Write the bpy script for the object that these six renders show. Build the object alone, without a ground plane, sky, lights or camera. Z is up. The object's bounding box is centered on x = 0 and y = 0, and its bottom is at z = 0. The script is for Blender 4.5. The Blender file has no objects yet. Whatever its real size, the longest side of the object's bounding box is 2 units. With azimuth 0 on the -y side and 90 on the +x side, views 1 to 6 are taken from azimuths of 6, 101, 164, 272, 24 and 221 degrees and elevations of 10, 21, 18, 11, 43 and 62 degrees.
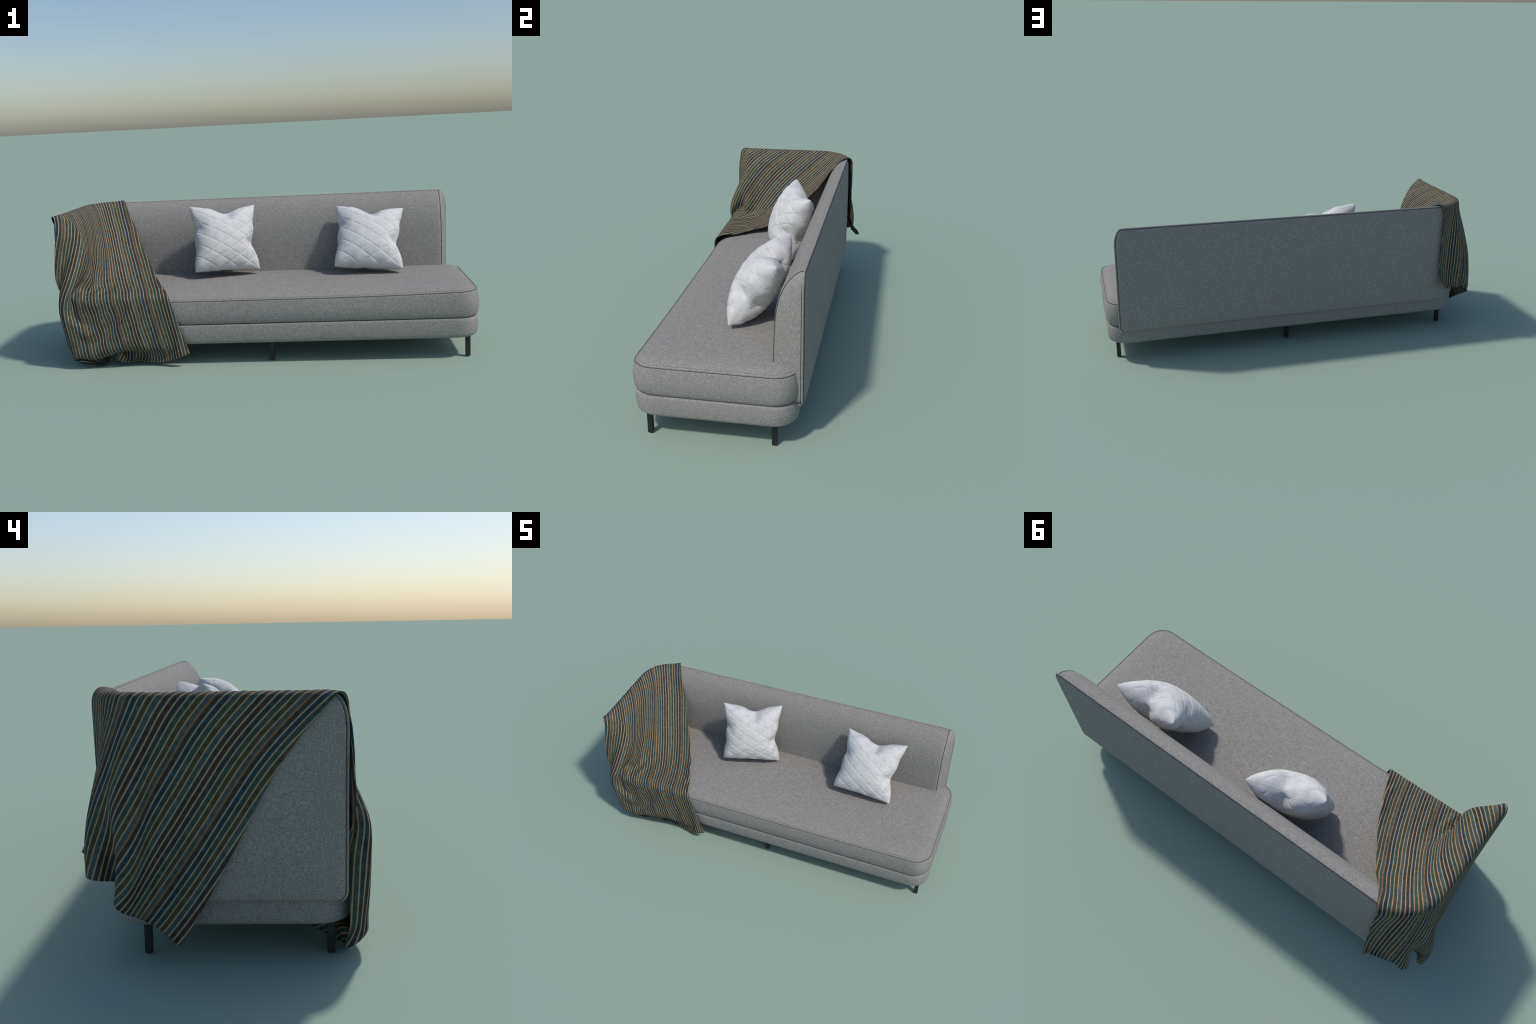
import numpy as np, time
W,L=0.572,1.605          # throw size
H=0.0135               # grid pitch of the drape solver
def half_planes(points2d):
    """outward half planes of a convex counter-clockwise outline"""
    n=len(points2d); out=[]
    for i in range(n):
        a=np.array(points2d[i],float);b=np.array(points2d[(i+1)%n],float)
        d=b-a;d/=np.hypot(*d);nn=np.array([d[1],-d[0]]);out.append((nn,nn@a))
    return out
WALL=[(-.014,.17),(.121,.17),(.119,.345),(.112,.526),(.092,.604),(.075,.641),(.053,.670),(.028,.691),(.006,.703),(-.012,.697)]
CX,CY,CR_=-.745,.138,.170      # rear corner of the wall, centre and flange radius
def colliders():
    bodies=[]
    # backrest: o = .308 - y
    P=[]
    for nn,c in half_planes(WALL):   # nn in (o,z)
        P.append((np.array([0,-nn[0],nn[1]]),c-nn[0]*.308))
    P+= [(np.array([1.,0,0]),.93)]
    bodies.append(P)
    P=[]
    for nn,c in half_planes(WALL):   # o = x + .915
        P.append((np.array([nn[0],0,nn[1]]),c-nn[0]*.915))
    for n,p in (((.444,-.896,0),(-.915,-.319,.4)),((0,-.977,.215),(-.9,-.319,.615)),((0,-.814,.581),(-.9,-.308,.665)),((.612,-.713,.340),(-.866,-.263,.666)),((.58,-.485,.656),(-.880,-.263,.682))):
        n=np.array(n);P.append((n,n@np.array(p)+.004))
    bodies.append(P)
    P=[]
    x0,x1,y0,y1=-.90,.992,-.352,.29
    for n,c in [((1,0,0),x1),((-1,0,0),-x0),((0,-1,0),-y0),((0,1,0),y1),((0,0,1),.333),((0,0,-1),-.085)]:
        P.append((np.array(n,float),c))
    r=.085
    for a in (22.5,45,67.5):
        for sx,sy,cx,cy in ((-1,-1,x0+r,y0+r),):
            n=np.array([sx*np.cos(np.radians(a)),sy*np.sin(np.radians(a)),0]);P.append((n,n@np.array([cx,cy,0])+r))
    for a in (30,60,80):      # crowned front edge of the seat
        ca,sa=np.cos(np.radians(a)),np.sin(np.radians(a))
        n=np.array([0,-ca,sa]);P.append((n,n@np.array([0,y0+.028,.333-.038])+.030+.008*sa))
    bodies.append(P)
    bodies.append(half_planes(WALL))
    return [(np.array([p[0] for p in P]),np.array([p[1] for p in P])) for P in bodies]
def slices(n,d,ph):
    """index pairs (a, a+d) along one axis of length n, every second block so that no index repeats"""
    idx=np.arange(n-d);idx=idx[(idx//d)%2==ph]
    return idx
class Throw:
    """square-grid cloth solved with position based dynamics, one projection per small step"""
    def __init__(self,nu,nv):
        self.nu,self.nv=nu,nv
        self.hu,self.hv=W/(nu-1),L/(nv-1)
        hu,hv=self.hu,self.hv;d=np.hypot(hu,hv);self.cons=[]
        ids=np.arange(nu*nv).reshape(nu,nv)
        def add(di,dj,rest,k,kind):
            A=ids[:nu-di, max(0,-dj):nv-max(0,dj)] ;B=ids[di:, max(0,dj):nv+min(0,dj)]
            I=np.arange(A.shape[0])[:,None]+0*A;J=np.arange(A.shape[1])[None,:]+0*A
            for ph in range(2):
                m=((I//di)%2==ph) if di else ((J//abs(dj))%2==ph)
                i,j=A[m],B[m]
                if len(i): self.cons.append((i,j,rest,k,kind))
        add(1,0,hu,1.,0);add(0,1,hv,1.,0)
        self.shear=[(1,1,d),(1,-1,d)]
        add(1,1,d,SHEAR,0);add(1,-1,d,SHEAR,0)
        for q,k in BEND:
            n=max(1,int(round(q/hu)));add(n,0,n*hu,k,1)
            n=max(1,int(round(q/hv)));add(0,n,n*hv,k,1)
    def run(self,X,steps,dt,anchors,t0,t1,mu,damp,hold=1.,grav=1.):
        nu,nv=self.nu,self.nv
        X=X.reshape(-1,3).copy();V=np.zeros_like(X);g=np.array([0,0,-9.81*grav])
        ai=np.array([int(round(a[0]/self.hu))*nv+int(round(a[1]/self.hv)) for a in anchors])
        ak=np.array([a[3] for a in anchors],float)[:,None]*hold
        paths=[]
        for a in anchors:
            pts=[flat(a[0],a[1])]+[np.array(p,float) for p in (a[4:] if len(a)>4 else ())]+[np.array(a[2],float)]
            paths.append(pts)
        def target(r):
            out=[]
            for p in paths:
                q=r*(len(p)-1);k=min(int(q),len(p)-2);out.append(p[k]+(p[k+1]-p[k])*(q-k))
            return np.array(out)
        # each hold spreads over a small patch so that it leaves no spike
        ui,vi=np.divmod(np.arange(nu*nv),nv);pi=[];pa=[];pw=[]
        for q,a in enumerate(anchors):
            r2=((ui*self.hu-a[0])**2+(vi*self.hv-a[1])**2)/.028**2;m=np.nonzero(r2<2.5)[0]
            pi.append(m);pa.append(np.full(len(m),q));pw.append(np.exp(-r2[m]))
        pi=np.concatenate(pi);pa=np.concatenate(pa);pw=np.concatenate(pw)[:,None]
        cols=colliders();th=.006;N=np.arange(len(X))
        for st in range(steps):
            f=t0+(t1-t0)*st/steps
            P=X
            V+=dt*g;V*=damp
            X=X+dt*V
            ramp=min(1,f);ramp=ramp*ramp*(3-2*ramp)
            for i,j,r,k,kind in self.cons:
                dx=X[j]-X[i];l=np.sqrt(np.einsum('ij,ij->i',dx,dx))+1e-12
                c=l-r
                if kind: c=np.minimum(c,0)
                dx*=(.5*k*c/l)[:,None]
                X[i]+=dx;X[j]-=dx
            tgt=target(ramp)
            dl=(tgt-X[ai])*ak;np.add.at(X,pi,dl[pa]*pw)
            for q,(n,c) in enumerate(cols):
                if q==3:      # rear corner: the wall section turned about the corner axis
                    rel=X[:,:2]-[CX,CY];rho=np.sqrt((rel**2).sum(1))+1e-9
                    D=np.outer(CR_-rho,n[:,0])+np.outer(X[:,2],n[:,1])-c
                    D[(rel[:,0]>0)|(rel[:,1]<0)]=9
                else:
                    D=X@n.T-c
                    if q==0: D[X[:,0]<CX]=9
                    if q==1: D[X[:,1]>CY]=9
                k=D.argmax(1);dm=D[N,k]
                m=np.nonzero(dm<th)[0]
                if len(m):
                    if q==3: nn=np.c_[-rel[m]/rho[m,None]*n[k[m],0][:,None],n[k[m],1]]
                    else: nn=n[k[m]]
                    pen=(th-dm[m])[:,None]
                    x=X[m]+nn*np.minimum(pen,.004)
                    dd=x-P[m];dtg=dd-(dd*nn).sum(1,keepdims=True)*nn
                    lt=np.sqrt((dtg**2).sum(1,keepdims=True))+1e-12
                    X[m]=x-dtg*np.minimum(1,mu*(pen+2e-5)/lt)
            m=(X[:,1]<-.380)          # folds in front stay close to the seat
            X[m,1]+=(-.380-X[m,1])*.12
            m=X[:,2]<.004
            X[m,2]=.004; X[m,:2]-=(X[m,:2]-P[m,:2])*.3
            V=(X-P)/dt
            sp=np.sqrt((V*V).sum(1,keepdims=True));V*=np.minimum(1,2.5/np.maximum(sp,1e-9))
        return X.reshape(nu,nv,3)
SHEAR=.15
BEND=((.027,.07),(.055,.025))
ANG=np.radians(47.5)
def flat(w,s):
    es=np.array([-np.sin(ANG),np.cos(ANG),0]);ew=np.array([-np.cos(ANG),-np.sin(ANG),0])
    return np.array([-.755,.321,.73])+np.asarray(w)[...,None]*ew+(np.asarray(s)[...,None]-SB)*es
SB=1.136
def refine(X,nu,nv):
    def axis(A,n):
        m=A.shape[0];t=np.linspace(0,m-1,n);i=np.clip(t.astype(int),0,m-2);f=(t-i)[:,None,None]
        p=lambda k:A[np.clip(i+k,0,m-1)]
        a,b,c,d=p(-1),p(0),p(1),p(2)
        return .5*(2*b+(c-a)*f+(2*a-5*b+4*c-d)*f**2+(3*b-a-3*c+d)*f**3)
    return axis(axis(X,nu).transpose(1,0,2),nv).transpose(1,0,2)
def drape(anchors,verbose=False):
    t=time.time()
    nu,nv=23,61
    w=np.linspace(0,W,nu);s=np.linspace(0,L,nv);Wg,Sg=np.meshgrid(w,s,indexing='ij')
    X=flat(Wg,Sg);X[...,2]+=np.random.default_rng(3).normal(0,.002,X.shape[:2])
    X=Throw(nu,nv).run(X,2400,1/400.,anchors,0,1.6,.3,.997)
    if verbose: print('coarse',time.time()-t)
    nu,nv=45,121
    X=Throw(nu,nv).run(refine(X,nu,nv),900,1/600.,anchors,2,3,.3,.99,.4,.8)
    X=Throw(nu,nv).run(X,600,1/800.,anchors,2,3,.3,.97,.2,.6)
    if verbose: print('fine',time.time()-t)
    return X,np.linspace(0,W,nu),np.linspace(0,L,nv)
CR=L-.755     # where the left edge crosses the arm top
ANCH=[  # (across, along, resting place, hold, way points)
 (0,.27,(-.404,-.350,.325),1),
 (0,.356,(-.44,-.27,.342),.2),(0,.476,(-.487,-.163,.364),.2),(0,.703,(-.576,.024,.452),.2),
 (0,.919,(-.662,.178,.576),.2),(0,SB,(-.755,.323,.712),1),
 (W,CR,(-.930,-.306,.708),1),
 (0,0,(-.321,-.362,.058),.6),
 (.14,0,(-.452,-.346,.017),.4),(.25,0,(-.56,-.328,.025),.4),(.37,0,(-.675,-.334,.031),.4),
 (W-.11,0,(-.735,-.225,.045),.4,(-.76,-.47,.03)),
 (W,0,(-.715,-.335,.012),.4,(-.76,-.47,.03)),
 (W,CR-.71,(-.835,-.318,.012),.4,(-.86,-.42,.05)),
 (W,CR-.14,(-.928,-.322,.56),.4,(-.925,-.38,.56)),
 (W,CR-.42,(-.897,-.320,.285),.2,(-.915,-.40,.30)),
 (W-.055,CR-.53,(-.892,-.372,.18),.15,(-.90,-.42,.18)),
 (W-.14,CR-.45,(-.845,-.340,.26),.08,(-.87,-.42,.34)),
 (W-.17,.06,(-.70,-.335,.085),.1,(-.72,-.42,.1)),
 (0,L,(-.78,.392,.265),.5),(.05,L,(-.817,.366,.262),.25),(.118,L,(-.883,.346,.250),.3),(.156,L,(-.919,.336,.249),.4),(.195,L,(-.951,.328,.245),.5),(.285,L,(-.930,.245,.227),.4),(.377,L,(-.990,.254,.178),.5),
 (W,L,(-.952,.11,.062),.5),
]
PILLOWS=[((.371,.174,.645),(.710,.166,.616),(.351,-.021,.387),(.677,-.016,.369)),
         ((-.359,.087,.681),(-.040,.206,.657),(-.333,-.023,.379),(-.027,.083,.374))]
import bpy, bmesh, math
from mathutils import Vector, Matrix

# ------------------------------------------------------------------ helpers
def link(ob,parent=None):
    bpy.context.scene.collection.objects.link(ob)
    if parent: ob.parent=parent
    return ob
def mesh_object(name,verts,faces,mats,parent=None,mat_ids=None,smooth=True):
    me=bpy.data.meshes.new(name)
    me.from_pydata([tuple(map(float,v)) for v in verts],[],faces)
    for m in (mats if isinstance(mats,(list,tuple)) else [mats]): me.materials.append(m)
    if mat_ids is not None: me.polygons.foreach_set('material_index',mat_ids)
    if smooth: me.polygons.foreach_set('use_smooth',[True]*len(me.polygons))
    me.update()
    return link(bpy.data.objects.new(name,me),parent)
def grid_faces(nu,nv,wrap_u=False,base=0,flip=False):
    F=[]
    for i in range(nu if wrap_u else nu-1):
        i2=(i+1)%nu
        for j in range(nv-1):
            q=(base+i*nv+j,base+i2*nv+j,base+i2*nv+j+1,base+i*nv+j+1)
            F.append(q[::-1] if flip else q)
    return F
def tube(path,r,sides=8,closed=False):
    """round welt along a polyline"""
    P=np.array(path,float);n=len(P)
    if closed: T=np.roll(P,-1,0)-np.roll(P,1,0)
    else: T=np.gradient(P,axis=0)
    T/=np.linalg.norm(T,axis=1,keepdims=True)+1e-12
    N=np.zeros_like(P);ref=np.array([.3,.2,1.]) if abs(T[0,2])<.8 else np.array([1.,.2,.1])
    u=ref-T[0]*(ref@T[0]);u/=np.linalg.norm(u)
    for i in range(n):
        u=u-T[i]*(u@T[i]);u/=np.linalg.norm(u);N[i]=u
    B=np.cross(T,N);a=np.linspace(0,2*np.pi,sides,endpoint=False)
    V=P[:,None]+r*(np.cos(a)[None,:,None]*N[:,None]+np.sin(a)[None,:,None]*B[:,None])
    F=[]
    for i in range(n if closed else n-1):
        k=(i+1)%n
        for j in range(sides):
            l=(j+1)%sides;F.append((i*sides+j,i*sides+l,k*sides+l,k*sides+j))
    if not closed:
        F.append(tuple(range(sides))[::-1]);F.append(tuple((n-1)*sides+j for j in range(sides)))
    return V.reshape(-1,3),F
def spline(pts,n):
    """Catmull-Rom through control points, n samples evenly spaced by length"""
    P=np.array(pts,float);P=np.vstack([2*P[0]-P[1],P,2*P[-1]-P[-2]]);out=[]
    for k in range(1,len(P)-2):
        a,b,c,d=P[k-1:k+3]
        for t in np.linspace(0,1,24,endpoint=False):
            out.append(.5*(2*b+(c-a)*t+(2*a-5*b+4*c-d)*t*t+(3*b-a-3*c+d)*t**3))
    out.append(P[-2]);out=np.array(out)
    l=np.r_[0,np.cumsum(np.linalg.norm(np.diff(out,axis=0),axis=1))]
    q=np.linspace(0,l[-1],n)
    return np.stack([np.interp(q,l,out[:,k]) for k in range(out.shape[1])],1)

# ---------------------------------------------------------------- materials
class Nodes:
    def __init__(self,name,rough=.9):
        m=bpy.data.materials.new(name);m.use_nodes=True;self.m=m;self.t=m.node_tree
        self.t.nodes.clear()
        self.out=self.n('ShaderNodeOutputMaterial');self.b=self.n('ShaderNodeBsdfPrincipled')
        self.b.inputs['Roughness'].default_value=rough
        self.l(self.b.outputs[0],self.out.inputs[0])
        self.co=self.n('ShaderNodeTexCoord').outputs['Object']
    def n(self,k,**kw):
        x=self.t.nodes.new(k)
        for a,v in kw.items(): setattr(x,a,v)
        return x
    def l(self,a,b): self.t.links.new(a,b)
    def math(self,op,a,b=None,c=None,clamp=False):
        x=self.n('ShaderNodeMath',operation=op,use_clamp=clamp)
        for i,v in enumerate((a,b,c)):
            if v is None: continue
            if isinstance(v,(int,float)): x.inputs[i].default_value=v
            else: self.l(v,x.inputs[i])
        return x.outputs[0]
    def noise(self,scale,detail=2,rough=.5,stretch=None,co=None):
        x=self.n('ShaderNodeTexNoise');x.inputs['Scale'].default_value=scale
        x.inputs['Detail'].default_value=detail;x.inputs['Roughness'].default_value=rough
        src=co or self.co
        if stretch:
            mp=self.n('ShaderNodeMapping');mp.inputs['Scale'].default_value=stretch
            self.l(src,mp.inputs[0]);src=mp.outputs[0]
        self.l(src,x.inputs['Vector']);return x.outputs['Fac']
    def ramp(self,fac,stops):
        x=self.n('ShaderNodeValToRGB');e=x.color_ramp.elements
        while len(e)<len(stops): e.new(.5)
        for k,(p,c) in enumerate(stops): e[k].position=p;e[k].color=(*c,1)
        self.l(fac,x.inputs[0]);return x.outputs[0]
    def bump(self,h,strength,dist):
        x=self.n('ShaderNodeBump');x.inputs['Strength'].default_value=strength;x.inputs['Distance'].default_value=dist
        self.l(h,x.inputs['Height']);self.l(x.outputs[0],self.b.inputs['Normal'])
def wool_material(name,base=(.277,.266,.249),k=1.0):
    """melange wool: fine diagonal weave, slubs and light and dark fibres"""
    N=Nodes(name,.95)
    sep=N.n('ShaderNodeSeparateXYZ');N.l(N.co,sep.inputs[0]);x,y,z=sep.outputs
    nrm=N.n('ShaderNodeSeparateXYZ');N.l(N.n('ShaderNodeTexCoord').outputs['Normal'],nrm.inputs[0])
    top=N.math('GREATER_THAN',N.math('ABSOLUTE',nrm.outputs[2]),.75);side=N.math('GREATER_THAN',N.math('ABSOLUTE',nrm.outputs[0]),.72)
    def pick(a,b,f): return N.math('ADD',N.math('MULTIPLY',a,N.math('SUBTRACT',1.,f)),N.math('MULTIPLY',b,f))
    p=pick(x,y,side);q=pick(z,y,top)      # cloth directions on front, side and top faces
    f=2*math.pi/.0038
    s1=N.math('SINE',N.math('MULTIPLY',N.math('ADD',p,q),f));s2=N.math('SINE',N.math('MULTIPLY',N.math('SUBTRACT',p,q),f*.5))
    weave=N.math('ADD',s1,N.math('MULTIPLY',s2,.45))
    fib=N.noise(240,4,.85)
    slub_v=N.noise(85,3,.65,(4.,4.,.5));slub_h=N.noise(85,3,.65,(.5,.5,4.))
    blot=N.noise(9,3,.5)
    v=N.math('MULTIPLY_ADD',weave,.13,.5)
    v=N.math('ADD',v,N.math('MULTIPLY',N.math('SUBTRACT',fib,.5),2.1))
    v=N.math('ADD',v,N.math('MULTIPLY',N.math('SUBTRACT',slub_v,.5),.42))
    v=N.math('ADD',v,N.math('MULTIPLY',N.math('SUBTRACT',slub_h,.5),.34))
    v=N.math('ADD',v,N.math('MULTIPLY',N.math('SUBTRACT',blot,.5),.02),clamp=True)
    lo=tuple(q*.48*k for q in base);hi=tuple(q*1.62*k for q in base);md=tuple(q*k for q in base)
    col=N.ramp(v,[(.08,lo),(.5,md),(.92,hi)])
    N.l(col,N.b.inputs['Base Color'])
    N.b.inputs['Specular IOR Level'].default_value=.15
    N.bump(N.math('ADD',N.math('MULTIPLY',weave,.25),fib),.35,.0012)
    return N.m
def plain_material(name,c,rough,metal=0.):
    N=Nodes(name,rough);f=N.noise(60,3)
    N.l(N.ramp(f,[(.3,tuple(q*.9 for q in c)),(.7,tuple(q*1.1 for q in c))]),N.b.inputs['Base Color'])
    N.b.inputs['Metallic'].default_value=metal;return N.m
def yarn_material(name,c,var=.48):
    """woven band of the throw: blotchy dye and fine yarn"""
    N=Nodes(name,.9)
    blot=N.noise(58,3,.6);yarn=N.noise(520,2,.6)
    v=N.math('ADD',N.math('MULTIPLY',blot,.7),N.math('MULTIPLY',yarn,.3))
    lo=tuple(q*(1-var) for q in c);hi=tuple(min(1,q*(1+var)+.012*var) for q in c)
    N.l(N.ramp(v,[(.3,lo),(.5,c),(.72,hi)]),N.b.inputs['Base Color'])
    N.b.inputs['Specular IOR Level'].default_value=.15
    N.bump(yarn,.3,.001);return N.m
def linen_material(name):
    N=Nodes(name,.9);blot=N.noise(28,4,.6);fib=N.noise(600,2,.6)
    v=N.math('ADD',N.math('MULTIPLY',blot,.7),N.math('MULTIPLY',fib,.3))
    N.l(N.ramp(v,[(.30,(.52,.515,.505)),(.5,(.64,.635,.625)),(.7,(.71,.705,.695))]),N.b.inputs['Base Color'])
    N.b.inputs['Specular IOR Level'].default_value=.2
    N.bump(fib,.15,.001);return N.m
WOOL=wool_material('grey_melange_wool');WOOL_SIDE=wool_material('grey_melange_wool_side')
SEAM=wool_material('seam_wool',k=.8)
GAP=plain_material('painted_seam_shadow',(.05,.05,.052),.95)  # near-black colour for the shade inside seams and creases
STEEL=plain_material('black_steel',(.012,.012,.012),.45)

# --------------------------------------------------------------------- sofa
sofa=link(bpy.data.objects.new('sofa',None));sofa.location=(.047,-.03,0)
sofa['label']='grey wool sofa with one arm, seat cushion and slim black legs';sofa['category']='sofa'
ORIGIN=np.array([.047,-.03,0])
def part(name,V,F,mats,parent=None,mat_ids=None,smooth=True):
    return mesh_object(name,np.asarray(V,float)-ORIGIN,F,mats,parent or sofa,mat_ids,smooth)
X0,X1,Y0,Y1=-.897,.988,-.345,.294          # seat plan
def plan_ring(inset,r=.088,narc=12,nx=40,ny=18):
    x0,x1,y0,y1=X0+inset,X1-inset,Y0+inset,Y1-inset
    r=min(r,.49*(y1-y0),.49*(x1-x0));out=[]
    cs=[(x1-r,y0+r,-90),(x1-r,y1-r,0),(x0+r,y1-r,90),(x0+r,y0+r,180)]
    for q,(cx,cy,a0) in enumerate(cs):
        for t in np.linspace(0,90,narc,endpoint=False):
            a=math.radians(a0+t);out.append((cx+r*math.cos(a),cy+r*math.sin(a)))
        a=math.radians(a0+90);p=np.array((cx+r*math.cos(a),cy+r*math.sin(a)))
        cx2,cy2,b0=cs[(q+1)%4];a=math.radians(b0);e=np.array((cx2+r*math.cos(a),cy2+r*math.sin(a)))
        for t in np.linspace(0,1,(ny if q in(0,2) else nx),endpoint=False): out.append(tuple(p+(e-p)*t))
    return np.array(out)
def seam_z(P):
    """the seat seam sags between the corners"""
    cx,cy=(X0+X1)/2,(Y0+Y1)/2
    fx=np.clip(np.abs(P[:,0]-cx)/(X1-cx),0,1);fy=np.clip(np.abs(P[:,1]-cy)/(Y1-cy),0,1)
    return .012*(fx**3)*1.0
def ring_loft(name,prof,sag=None,mats=None,ids=None,cap=True):
    rings=[];n=None
    for inset,z,w in prof:
        P=plan_ring(inset);n=len(P);Z=np.full(n,z)
        if sag is not None: Z=Z+w*sag(P)
        rings.append(np.c_[P,Z])
    V=np.vstack(rings);F=[];M=[]
    for k in range(len(prof)-1):
        for i in range(n):
            j=(i+1)%n;F.append((k*n+i,k*n+j,(k+1)*n+j,(k+1)*n+i));M.append(ids[k] if ids else 0)
    if cap:
        F.append(tuple(range(n))[::-1]);F.append(tuple((len(prof)-1)*n+i for i in range(n)));M+=[0,0]
    return part(name,V,F,mats or WOOL,None,M)
def arc_prof(i0,z0,i1,z1,n,kind):
    """quarter ellipse between two (inset, z) points; kind 'out' leaves vertically"""
    t=np.linspace(0,math.pi/2,n)
    if kind=='top': return [(i0+(i1-i0)*(1-math.cos(a)),z0+(z1-z0)*math.sin(a),0) for a in t]
    return [(i0+(i1-i0)*math.sin(a),z0+(z1-z0)*(1-math.cos(a)),0) for a in t]
base_prof=[(.20,.093,0),(.05,.093,0)]+arc_prof(.028,.0935,.0015,.117,7,'bot')+[(-.0005,.135,0),(-.0012,.150,0),(-.0003,.166,0)]+arc_prof(.0005,.176,.008,.1875,5,'top')+[(.05,.187,0)]
base=ring_loft('base',base_prof)
cush=[(.05,.190,0),(.014,.1895,0),(.0065,.1905,0),(.002,.196,0),(-.0018,.208,.1),(-.0048,.232,.3),(-.0050,.250,.5),(-.0022,.272,.8),(.001,.290,.95),(.0025,.2955,1),(.0055,.2975,1),(.0075,.2985,1),(.0095,.3012,1),
      (.014,.3045,1),(.022,.309,1),(.035,.3145,.95),(.055,.320,.85),(.085,.3255,.7),(.125,.3300,.5),(.175,.3335,.3),(.23,.3355,.1),(.29,.336,0)]
ids=[0]*(len(cush)-1);
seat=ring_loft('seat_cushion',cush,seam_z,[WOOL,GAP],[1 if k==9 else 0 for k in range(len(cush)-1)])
P=plan_ring(.0050);Vt,Ft=tube(np.c_[P,.2985+seam_z(P)],.0019,8,True)
part('seat_welt',Vt,Ft,SEAM,seat)
P=plan_ring(.0135);Vt,Ft=tube(np.c_[P,.3040+seam_z(P)],.0011,6,True)
part('seat_topstitch',Vt,Ft,SEAM,seat)

# backrest and arm: one wall section swept along an L, split at the corner
SEC=spline([(.113,.178),(.113,.28),(.111,.345),(.1085,.44),(.103,.522),(.094,.570),(.084,.603),(.069,.637),(.049,.666),(.028,.687),(.014,.6965),(.006,.6995),(.002,.6985)],46)
RIGHT,REAR,LEFT,FRONT=.932,.308,-.915,-.319
RC=.170
def plan_path():
    """outer (flange) line in plan with inward normal, from the right end round to the arm front"""
    out=[]
    for x in np.linspace(RIGHT,LEFT+RC,60,endpoint=False): out.append((x,REAR,0.,-1.,0))
    for a in np.linspace(90,180,17): 
        a=math.radians(a);out.append((LEFT+RC+RC*math.cos(a),REAR-RC+RC*math.sin(a),-math.cos(a),-math.sin(a),1))
    for y in np.linspace(REAR-RC,FRONT,30)[1:]: out.append((LEFT,y,1.,0.,2))
    return out
PATH=plan_path()
def wall_point(p,o,z):
    x,y,nx,ny,kind=p
    if kind==1:
        o2=min(o,RC-.002)
        q=np.array([x+nx*o2,y+ny*o2])
        if o>RC-.002: q=np.array([LEFT+RC,REAR-RC])+(np.array([1,-1])*(o-RC+.002))
    elif kind==0: q=np.array([max(x,LEFT+o) ,y-o])
    else: q=np.array([x+o,min(y,REAR-o)])
    return np.array([q[0],q[1],z])
# main upholstery (front and top faces), stops short of the two ends where the end panels start
END=.034;END_ARM=.054
def inside(p):
    if p[4]==0: return p[0]<RIGHT-END-1e-6
    if p[4]==2: return p[1]>FRONT+END_ARM+.02
    return True
mid=[p for p in PATH if inside(p)]
mid=[(RIGHT-END,REAR,0.,-1.,0)]+[(RIGHT-END-d,REAR,0.,-1.,0) for d in (.0015,.004,.009,.016)]+mid[1:]+[(LEFT,FRONT+END_ARM+d,1.,0.,2) for d in (.016,.009,.004,.0015)]+[(LEFT,FRONT+END_ARM,1.,0.,2)]
mid=[p for k,p in enumerate(mid) if not(5<=k<6 and p[0]>RIGHT-END-.016)]
def puff(p):
    d=min(abs((RIGHT-END)-p[0])+(9 if p[4] else 0),(p[1]-(FRONT+END_ARM))+(0 if p[4]==2 else 9))
    return .0055*(1-math.exp(-max(d,0)/.010))-.002*math.exp(-max(d,0)/.002)
def sweep(pts,kinds):
    rows=[]
    nrm=np.gradient(SEC,axis=0);nrm=np.c_[nrm[:,1],-nrm[:,0]];nrm/=np.linalg.norm(nrm,axis=1,keepdims=True)
    fade=np.clip((.6985-SEC[:,1])/.02,0,1)
    for p in pts:
        e=puff(p)
        rows.append([wall_point(p,o+n[0]*e*f,z+n[1]*e*f) for (o,z),n,f in zip(SEC,nrm,fade)])
    return np.array(rows)
R=sweep(mid,None);nu,nv=R.shape[:2]
cut=max(k for k,p in enumerate(mid) if p[4]==0)
back=part('backrest',R[:cut+1].reshape(-1,3),grid_faces(cut+1,nv),WOOL)
arm=part('arm',R[cut:].reshape(-1,3),grid_faces(nu-cut,nv),WOOL)
# end panels: between the front seam and the rounded flange end
def flange_drop(z,top=.700,rz=.085,r=.036,bot=.172,rb=.028):
    d=0.
    if z>top-rz: d=r*(1-math.sqrt(max(0,1-((z-top+rz)/rz)**2)))
    if z<bot+rb: d=max(d,rb*(1-math.sqrt(max(0,1-((bot+rb-z)/rb)**2))))
    return d
def end_panel(side):
    rows=[];m=9;END=globals()['END'] if side=='right' else END_ARM
    zs=np.linspace(SEC[0,1],.699,len(SEC))
    for k,(o,z) in enumerate(SEC):
        zf=min(.6985,.178+(z-.178)*(.6985-.178)/(SEC[-1,1]-SEC[0,1]))
        a=np.array([-END-.001,o,z]);b=np.array([-flange_drop(zf)+.001,.001,zf])
        if k==len(SEC)-1: a=b.copy()
        row=[]
        for t in np.linspace(0,1,m):
            q=a+(b-a)*t;q[0]+=.006*math.sin(math.pi*t)**.7*min(1,np.linalg.norm((b-a)[1:])/.05)
            row.append(q)
        rows.append(row)
    A=np.array(rows)
    if side=='right': V=np.stack([RIGHT+A[...,0],REAR-A[...,1],A[...,2]],-1)
    else: V=np.stack([LEFT+A[...,1],FRONT-A[...,0],A[...,2]],-1)
    return V.reshape(-1,3),grid_faces(len(SEC),m,flip=(side=='right'))
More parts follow.
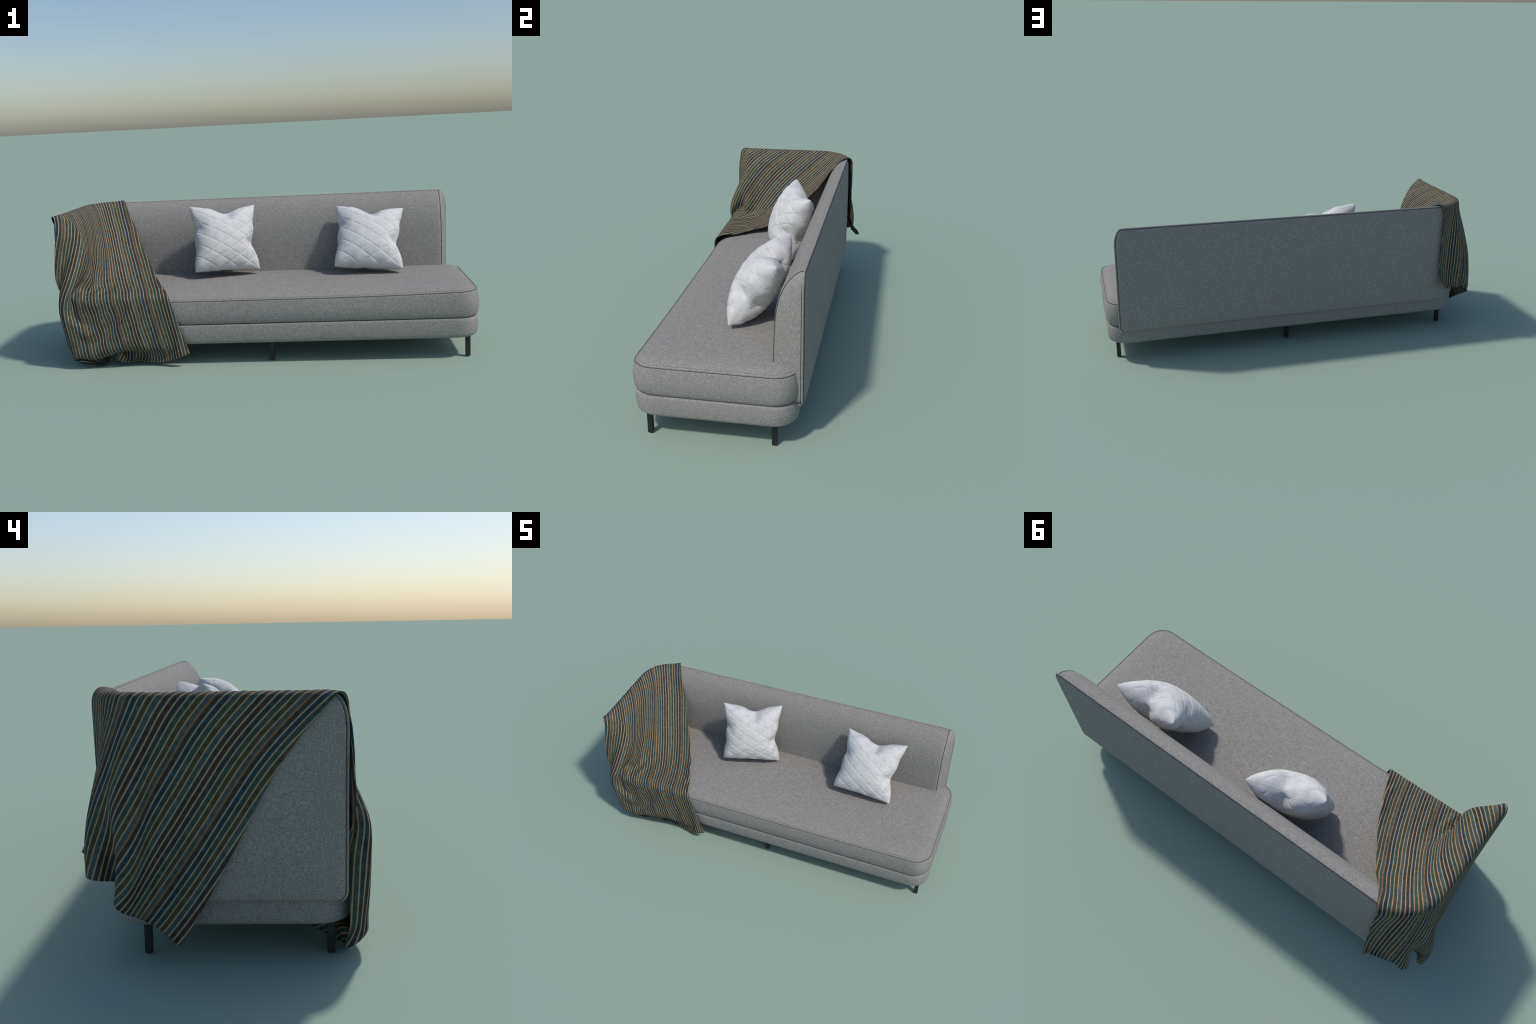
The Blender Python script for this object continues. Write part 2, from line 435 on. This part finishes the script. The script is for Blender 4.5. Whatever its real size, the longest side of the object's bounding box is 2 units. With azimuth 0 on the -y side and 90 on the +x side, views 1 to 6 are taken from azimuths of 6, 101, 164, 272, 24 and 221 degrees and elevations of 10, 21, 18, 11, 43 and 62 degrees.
V,F=end_panel('right');part('end_panel',V,F,WOOL_SIDE,back)
V,F=end_panel('front');part('end_panel',V,F,WOOL_SIDE,arm)
# thin dark tubes along the front seams
def seam_line(side):
    pts=[];END=globals()['END'] if side=='right' else END_ARM
    for o,z in SEC[6:]:
        e=-END-.0005;pts.append((RIGHT+e,REAR-o-.0002,z+.0004) if side=='right' else (LEFT+o+.0002,FRONT-e,z+.0004))
    return tube(pts,.0015,6)
V,F=seam_line('right');part('seam',V,F,GAP,back)
V,F=seam_line('front');part('seam',V,F,GAP,arm)
# outer shell: padded panel hung on the outside, wrapping from the right end to the arm front
def run_point(t,o):
    """point on the flange line at arc length t, pushed outward by o"""
    l1=RIGHT-(LEFT+RC);l2=math.pi/2*RC
    if t<l1: return np.array([RIGHT-t,REAR+o])
    if t<l1+l2:
        a=math.pi/2+(t-l1)/RC;return np.array([LEFT+RC+(RC+o)*math.cos(a),REAR-RC+(RC+o)*math.sin(a)])
    return np.array([LEFT-o,REAR-RC-(t-l1-l2)])
TL=(RIGHT-(LEFT+RC))+math.pi/2*RC+(REAR-RC-FRONT)
ZT,ZB=.700,.172
def shell_rows():
    inset=[-.002,0,.0012,.003,.006,.011,.018,.028,.045,.08]
    zs=np.r_[ZB+np.array(inset),np.linspace(ZB+.10,ZT-.10,14),(ZT-np.array(inset))[::-1]]
    ts=np.r_[np.array(inset),np.linspace(.12,TL-.12,130),(TL-np.array(inset))[::-1]]
    rows=[]
    for z in zs:
        row=[];zc=min(max(z,ZB),ZT);dr=flange_drop(zc);zw=min(max(z,ZB),ZT-.003)
        for t in ts:
            tt=dr+(min(max(t,0),TL))/TL*(TL-2*dr)
            d=min(tt-dr,TL-dr-tt,(ZT-z)*1.0,z-ZB)
            # roll-over of the padding
            b=.013*math.sqrt(max(0,1-(1-min(max(d,0)/.022,1))**2)) if d>=0 else -.006
            if d<0: tt=min(max(tt,dr),TL-dr)
            b+=.003*min(1,max(0,d)/.15)
            p=run_point(tt,b-.001);row.append((p[0],p[1],zw))
        rows.append(row)
    return np.array(rows),ts
S,ts=shell_rows();ns=S.shape[1]
l1=RIGHT-(LEFT+RC);kc=int(np.argmin(abs(ts-(l1+RC*math.pi/4))))
A=S[:,:kc+1];shell=part('back_panel',A.reshape(-1,3),grid_faces(A.shape[0],A.shape[1],flip=True),WOOL_SIDE,back)
A=S[:,kc:];part('arm_panel',A.reshape(-1,3),grid_faces(A.shape[0],A.shape[1],flip=True),WOOL_SIDE,arm)
# bottom return of the shell to the base, hidden closing strip
A=np.array([[(*run_point(t,-.001),ZB+.001),(*run_point(t,-.035),ZB+.004)] for t in np.linspace(0,TL,120)])
part('panel_underside',A.reshape(-1,3),grid_faces(120,2),WOOL_SIDE,back)
def flange_line(off,ins=0.):
    pts=[]
    zs=np.linspace(ZB+.004,ZT,60)
    zs=ZB+(ZT-ZB)*(1-np.cos(np.linspace(.12,math.pi,70)))/2
    for z in zs: pts.append((*run_point(flange_drop(z)+ins,off),min(z,ZT-ins)))
    for t in np.linspace(flange_drop(ZT),TL-flange_drop(ZT),140)[1:-1]: pts.append((*run_point(t,off),ZT-ins))
    for z in zs[::-1]: pts.append((*run_point(TL-flange_drop(z)-ins,off),min(z,ZT-ins)))
    return pts
L_=flange_line(.0012);V,F=tube([(p[0],p[1],p[2]-.0012) for p in L_],.0042,10);part('flange_welt',V,F,WOOL_SIDE,back)
L_=flange_line(-.0042);V,F=tube([(p[0],p[1],p[2]-.0046) for p in L_],.0016,8);part('flange_seam',V,F,GAP,back)
L_=flange_line(.0066,.0042);V,F=tube(L_,.0014,8);part('panel_seam',V,F,GAP,back)
# legs
def box(cx,cy,z0,z1,w,b=.0015):
    h=w/2;P=[]
    for z,q in ((z0,b),(z0+b,0),(z1,0)):
        hh=h-q
        for sx,sy in ((-1,-1),(1,-1),(1,1),(-1,1)):
            for c in ((0,1),(1,0)) :
                P.append((cx+sx*(hh-(b if (c[0] if sx*sy>0 else c[1]) else 0)),cy+sy*(hh-(b if (c[1] if sx*sy>0 else c[0]) else 0)),z))
    F=[tuple(range(8))[::-1],tuple(range(16,24))]
    for k in range(2):
        for i in range(8): j=(i+1)%8;F.append((k*8+i,k*8+j,k*8+8+j,k*8+8+i))
    return P,F
leg_mesh=None
for lx in (-.836,.052,.940):
    for ly in (-.284,.208):
        if leg_mesh is None:
            P_,F_=box(0,0,0,.100,.0205);o=mesh_object('leg',P_,F_,STEEL,sofa,smooth=False);leg_mesh=o.data
        else: o=link(bpy.data.objects.new('leg',leg_mesh),sofa)
        o.location=(lx-ORIGIN[0],ly-ORIGIN[1],0)

# ------------------------------------------------------------------- pillows
LINEN=linen_material('white_quilted_linen')
def pillow_mesh():
    """square quilted pillow; u,v in -1..1, half size .165, puffed, pinched at the edge middles"""
    n=180;u=np.linspace(-1,1,n);u=np.sign(u)*(1-(1-abs(u))**1.25);U,Vv=np.meshgrid(u,u,indexing='ij')
    A=.168
    def edge(q,p): return A*q
    # edges drawn in between the corners
    pull_x=lambda v,k:k*(1-np.abs(v)**1.7)
    X=A*U*(1-np.where(U>0,.10,.07)*(1-np.abs(Vv)**1.8));Z=A*Vv*(1-np.where(Vv>0,.10,.022)*(1-np.abs(U)**1.8))
    def pinch(cx,cz,r,d): return d*np.exp(-(((U-cx)**2+(Vv-cz)**2)/r**2))
    # deep pinches: middle of the top edge, right edge, small ones on the left and bottom
    Z-=pinch(.08,1,.34,.026)+pinch(-.2,1,.2,.004)
    X-=pinch(1,-.22,.30,.020)+pinch(1,.45,.2,.006)
    X+=pinch(-1,.28,.25,.010)+pinch(-1,-.35,.22,.007)
    Z+=pinch(-.05,-1,.22,.002)
    e=np.clip((1-np.abs(U)**2.8)*(1-np.abs(Vv)**2.8),0,1)
    T=.078*e**.45*(1+.16*(1-U**2)*(1-Vv**2))
    T*=1-.55*np.exp(-(((U-.08)/.16)**2+((Vv-.93)/.30)**2))-.5*np.exp(-(((U-.94)/.26)**2+((Vv+.22)/.14)**2))\
       -.25*np.exp(-(((U+.94)/.2)**2+((Vv-.28)/.12)**2))-.08*np.exp(-(((U+.1)/.12)**2+((Vv+.95)/.2)**2))
    ear=np.exp(-((1-np.abs(U))**2+(1+Vv)**2)/.02);X=X*(1-.02*ear)
    sides=[]
    for sgn in (-1,1):
        # quilting: two families of stitched lines in cloth space
        a=(Vv*.168+.60*U*.168)/.0605;b=(Vv*.168-.62*U*.168)/.0605
        if sgn>0: a,b=a+.35,b+.2
        def groove(q): d=np.abs(q-np.round(q))*.052;return np.exp(-(d/.0030)**2),d
        ga,da=groove(a+.18);gb,db=groove(b+.30)
        puffq=np.minimum(1,(np.minimum(da,db)/.022))
        fade=np.clip(e*6,0,1)**.7
        q=(.0012*(1-(1-puffq)**2)-.0014*np.maximum(ga,gb))*fade
        wr=.0016*np.sin(9*U+4*np.sin(5*Vv+sgn))*np.exp(-((1-np.abs(U))/.25)**2)+.0016*np.sin(9*Vv+3*np.sin(4*U+sgn))*np.exp(-((1-np.abs(Vv))/.25)**2)
        low=np.clip(-Vv,0,1)
        Y=sgn*(T*((1.0-.08*low) if sgn<0 else (.98+.25*low))+.0012)
        S=np.stack([X,Y,Z],-1)
        nr=np.cross(np.gradient(S,axis=0),np.gradient(S,axis=1));nr/=np.linalg.norm(nr,axis=-1,keepdims=True)+1e-12
        if (nr[n//2,n//2]@np.array([0,sgn,0]))<0: nr=-nr
        sides.append(S+nr*(q+wr*fade)[...,None])
    V=np.vstack([s.reshape(-1,3) for s in sides])
    F=grid_faces(n,n)+grid_faces(n,n,base=n*n,flip=True)
    ring=[i*n for i in range(n)]+[(n-1)*n+j for j in range(1,n)]+[i*n+n-1 for i in range(n-2,-1,-1)]+[j for j in range(n-2,0,-1)]
    for k in range(len(ring)):
        i,j=ring[k],ring[(k+1)%len(ring)];F.append((i,i+n*n,j+n*n,j))
    F=[f[::-1] for f in F]
    seam=sides[0].reshape(-1,3)[ring]*np.array([1,0,1])
    return V,F,seam
def frame_from(corners):
    TLc,TRc,BLc,BRc=[np.array(c,float) for c in corners]
    c=(TLc+TRc+BLc+BRc)/4;ux=(TRc-TLc)+(BRc-BLc);uz=(TLc-BLc)+(TRc-BRc)
    ux/=np.linalg.norm(ux);uz-=ux*(uz@ux);uz/=np.linalg.norm(uz);uy=np.cross(uz,ux)
    M=Matrix([[ux[k],uy[k],uz[k],c[k]] for k in range(3)]+[[0,0,0,1]])
    return M
PV,PF,PS=pillow_mesh()
def settle(V,M):
    """press the underside of a leaning pillow flat against the seat and the backrest"""
    W_=np.array(M)[:3,:3];t=np.array(M)[:3,3];Q=V@W_.T+t
    lim=.3385;d=lim-Q[:,2];k=.012
    Q[:,2]+=np.where(d>-k,np.where(d>k,d,(d+k)**2/(4*k)),0)
    yb=.204-.10*np.clip((Q[:,2]-.50)/.16,-.2,0)*.1+.105*np.clip((Q[:,2]-.52)/.18,0,1)**2
    d=Q[:,1]-yb;Q[:,1]-=np.where(d>-k,np.where(d>k,d,(d+k)**2/(4*k)),0)
    return (Q-t)@W_
for corners in PILLOWS:
    M=frame_from(corners)
    o=mesh_object('quilted_pillow',settle(PV,M),PF,LINEN)
    o.matrix_world=M
    V,F=tube(settle(PS,M),.0007,6,True);mesh_object('pillow_seam',V,F,LINEN,o)
    o['label']='small square white pillow quilted in diamonds, leaning on the backrest';o['category']='pillow'

# --------------------------------------------------------------------- throw
BANDS={'teal':(.050,.088,.095),'charcoal':(.042,.042,.042),'brown':(.050,.036,.030),'navy':(.029,.047,.058),
       'green':(.035,.074,.064),'olive':(.060,.062,.038),'blue':(.021,.049,.074)}
ORDER=['teal','charcoal','brown','navy','green','olive','teal','charcoal','blue','green','olive']
# line between a band and the next: (inner tone, outer tone)
LINES=['cream','cream','cream','tan','tan','tan','ochre','cream','tan','tan','tan']
TONES={'cream':(.35,.285,.175),'tan':(.38,.255,.150),'ochre':(.22,.135,.068),'rust':(.130,.082,.050),'drab':(.110,.100,.070)}
PITCH,TURN,PHASE=.0151,math.radians(-6.0),1.4
def throw_object():
    drp,w,s=drape(ANCH)
    mats=[];index={}
    for k,c in BANDS.items(): index[k]=len(mats);mats.append(yarn_material('throw_'+k,c))
    for k,c in TONES.items(): index[k]=len(mats);mats.append(yarn_material('throw_line_'+k,c,.2))
    # flat striped cloth in (w,s); stripes run along s, turned a little against the hem
    bm=bmesh.new();ct,st=math.cos(TURN),math.sin(TURN)
    edges=[];kinds=[]
    n0=-14
    for k in range(n0,58):
        b=ORDER[k%11];ln=LINES[k%11];x=(k+PHASE)*PITCH
        sl={'ochre':(.0,.30,.52,.63,.93),'cream':(.0,.31,.63,.70,.93),'tan':(.0,.31,.64,.71,.93)}[ln]
        tone={'ochre':('rust','ochre','rust'),'cream':('drab','cream','drab'),'tan':('rust','tan','drab')}[ln]
        for q,kd in zip(sl,(b,b)+tone): edges.append(x+q*PITCH);kinds.append(index[kd])
    edges.append((58+PHASE)*PITCH)
    ss=np.arange(-.25,L+.25,.0085)
    rows=[[bm.verts.new((a*ct+q*st,-a*st+q*ct,0)) for q in ss] for a in edges]
    for i in range(len(edges)-1):
        for j in range(len(ss)-1):
            f=bm.faces.new((rows[i][j],rows[i+1][j],rows[i+1][j+1],rows[i][j+1]));f.material_index=kinds[i]
    for co,no in (((0,0,0),(-1,0,0)),((W,0,0),(1,0,0)),((0,0,0),(0,-1,0)),((0,L,0),(0,1,0))):
        bmesh.ops.bisect_plane(bm,geom=bm.verts[:]+bm.edges[:]+bm.faces[:],dist=1e-6,plane_co=co,plane_no=no,clear_outer=True)
    me=bpy.data.meshes.new('throw');bm.to_mesh(me);bm.free()
    co=np.zeros(len(me.vertices)*3);me.vertices.foreach_get('co',co);co=co.reshape(-1,3)
    # bicubic lookup of the draped surface
    fine=refine(drp,len(w)*4-3,len(s)*4-3);fu,fv=fine.shape[0]-1,fine.shape[1]-1
    a=np.clip(co[:,0]/W,0,1)*fu;b=np.clip(co[:,1]/L,0,1)*fv
    i=np.clip(a.astype(int),0,fu-1);j=np.clip(b.astype(int),0,fv-1);a=(a-i)[:,None];b=(b-j)[:,None]
    pos=(fine[i,j]*(1-a)*(1-b)+fine[i+1,j]*a*(1-b)+fine[i,j+1]*(1-a)*b+fine[i+1,j+1]*a*b)
    org=np.array([-.75,-.05,0.])
    me.vertices.foreach_set('co',(pos-org).ravel())
    for m in mats: me.materials.append(m)
    me.polygons.foreach_set('use_smooth',[True]*len(me.polygons));me.update()
    ob=link(bpy.data.objects.new('throw',me));ob.location=org
    so=ob.modifiers.new('thickness','SOLIDIFY');so.thickness=.0034;so.offset=0.;so.use_even_offset=False
    ob['label']='striped woven throw in blue, green and brown draped over the sofa arm';ob['category']='throw blanket'
    return ob
throw_object()
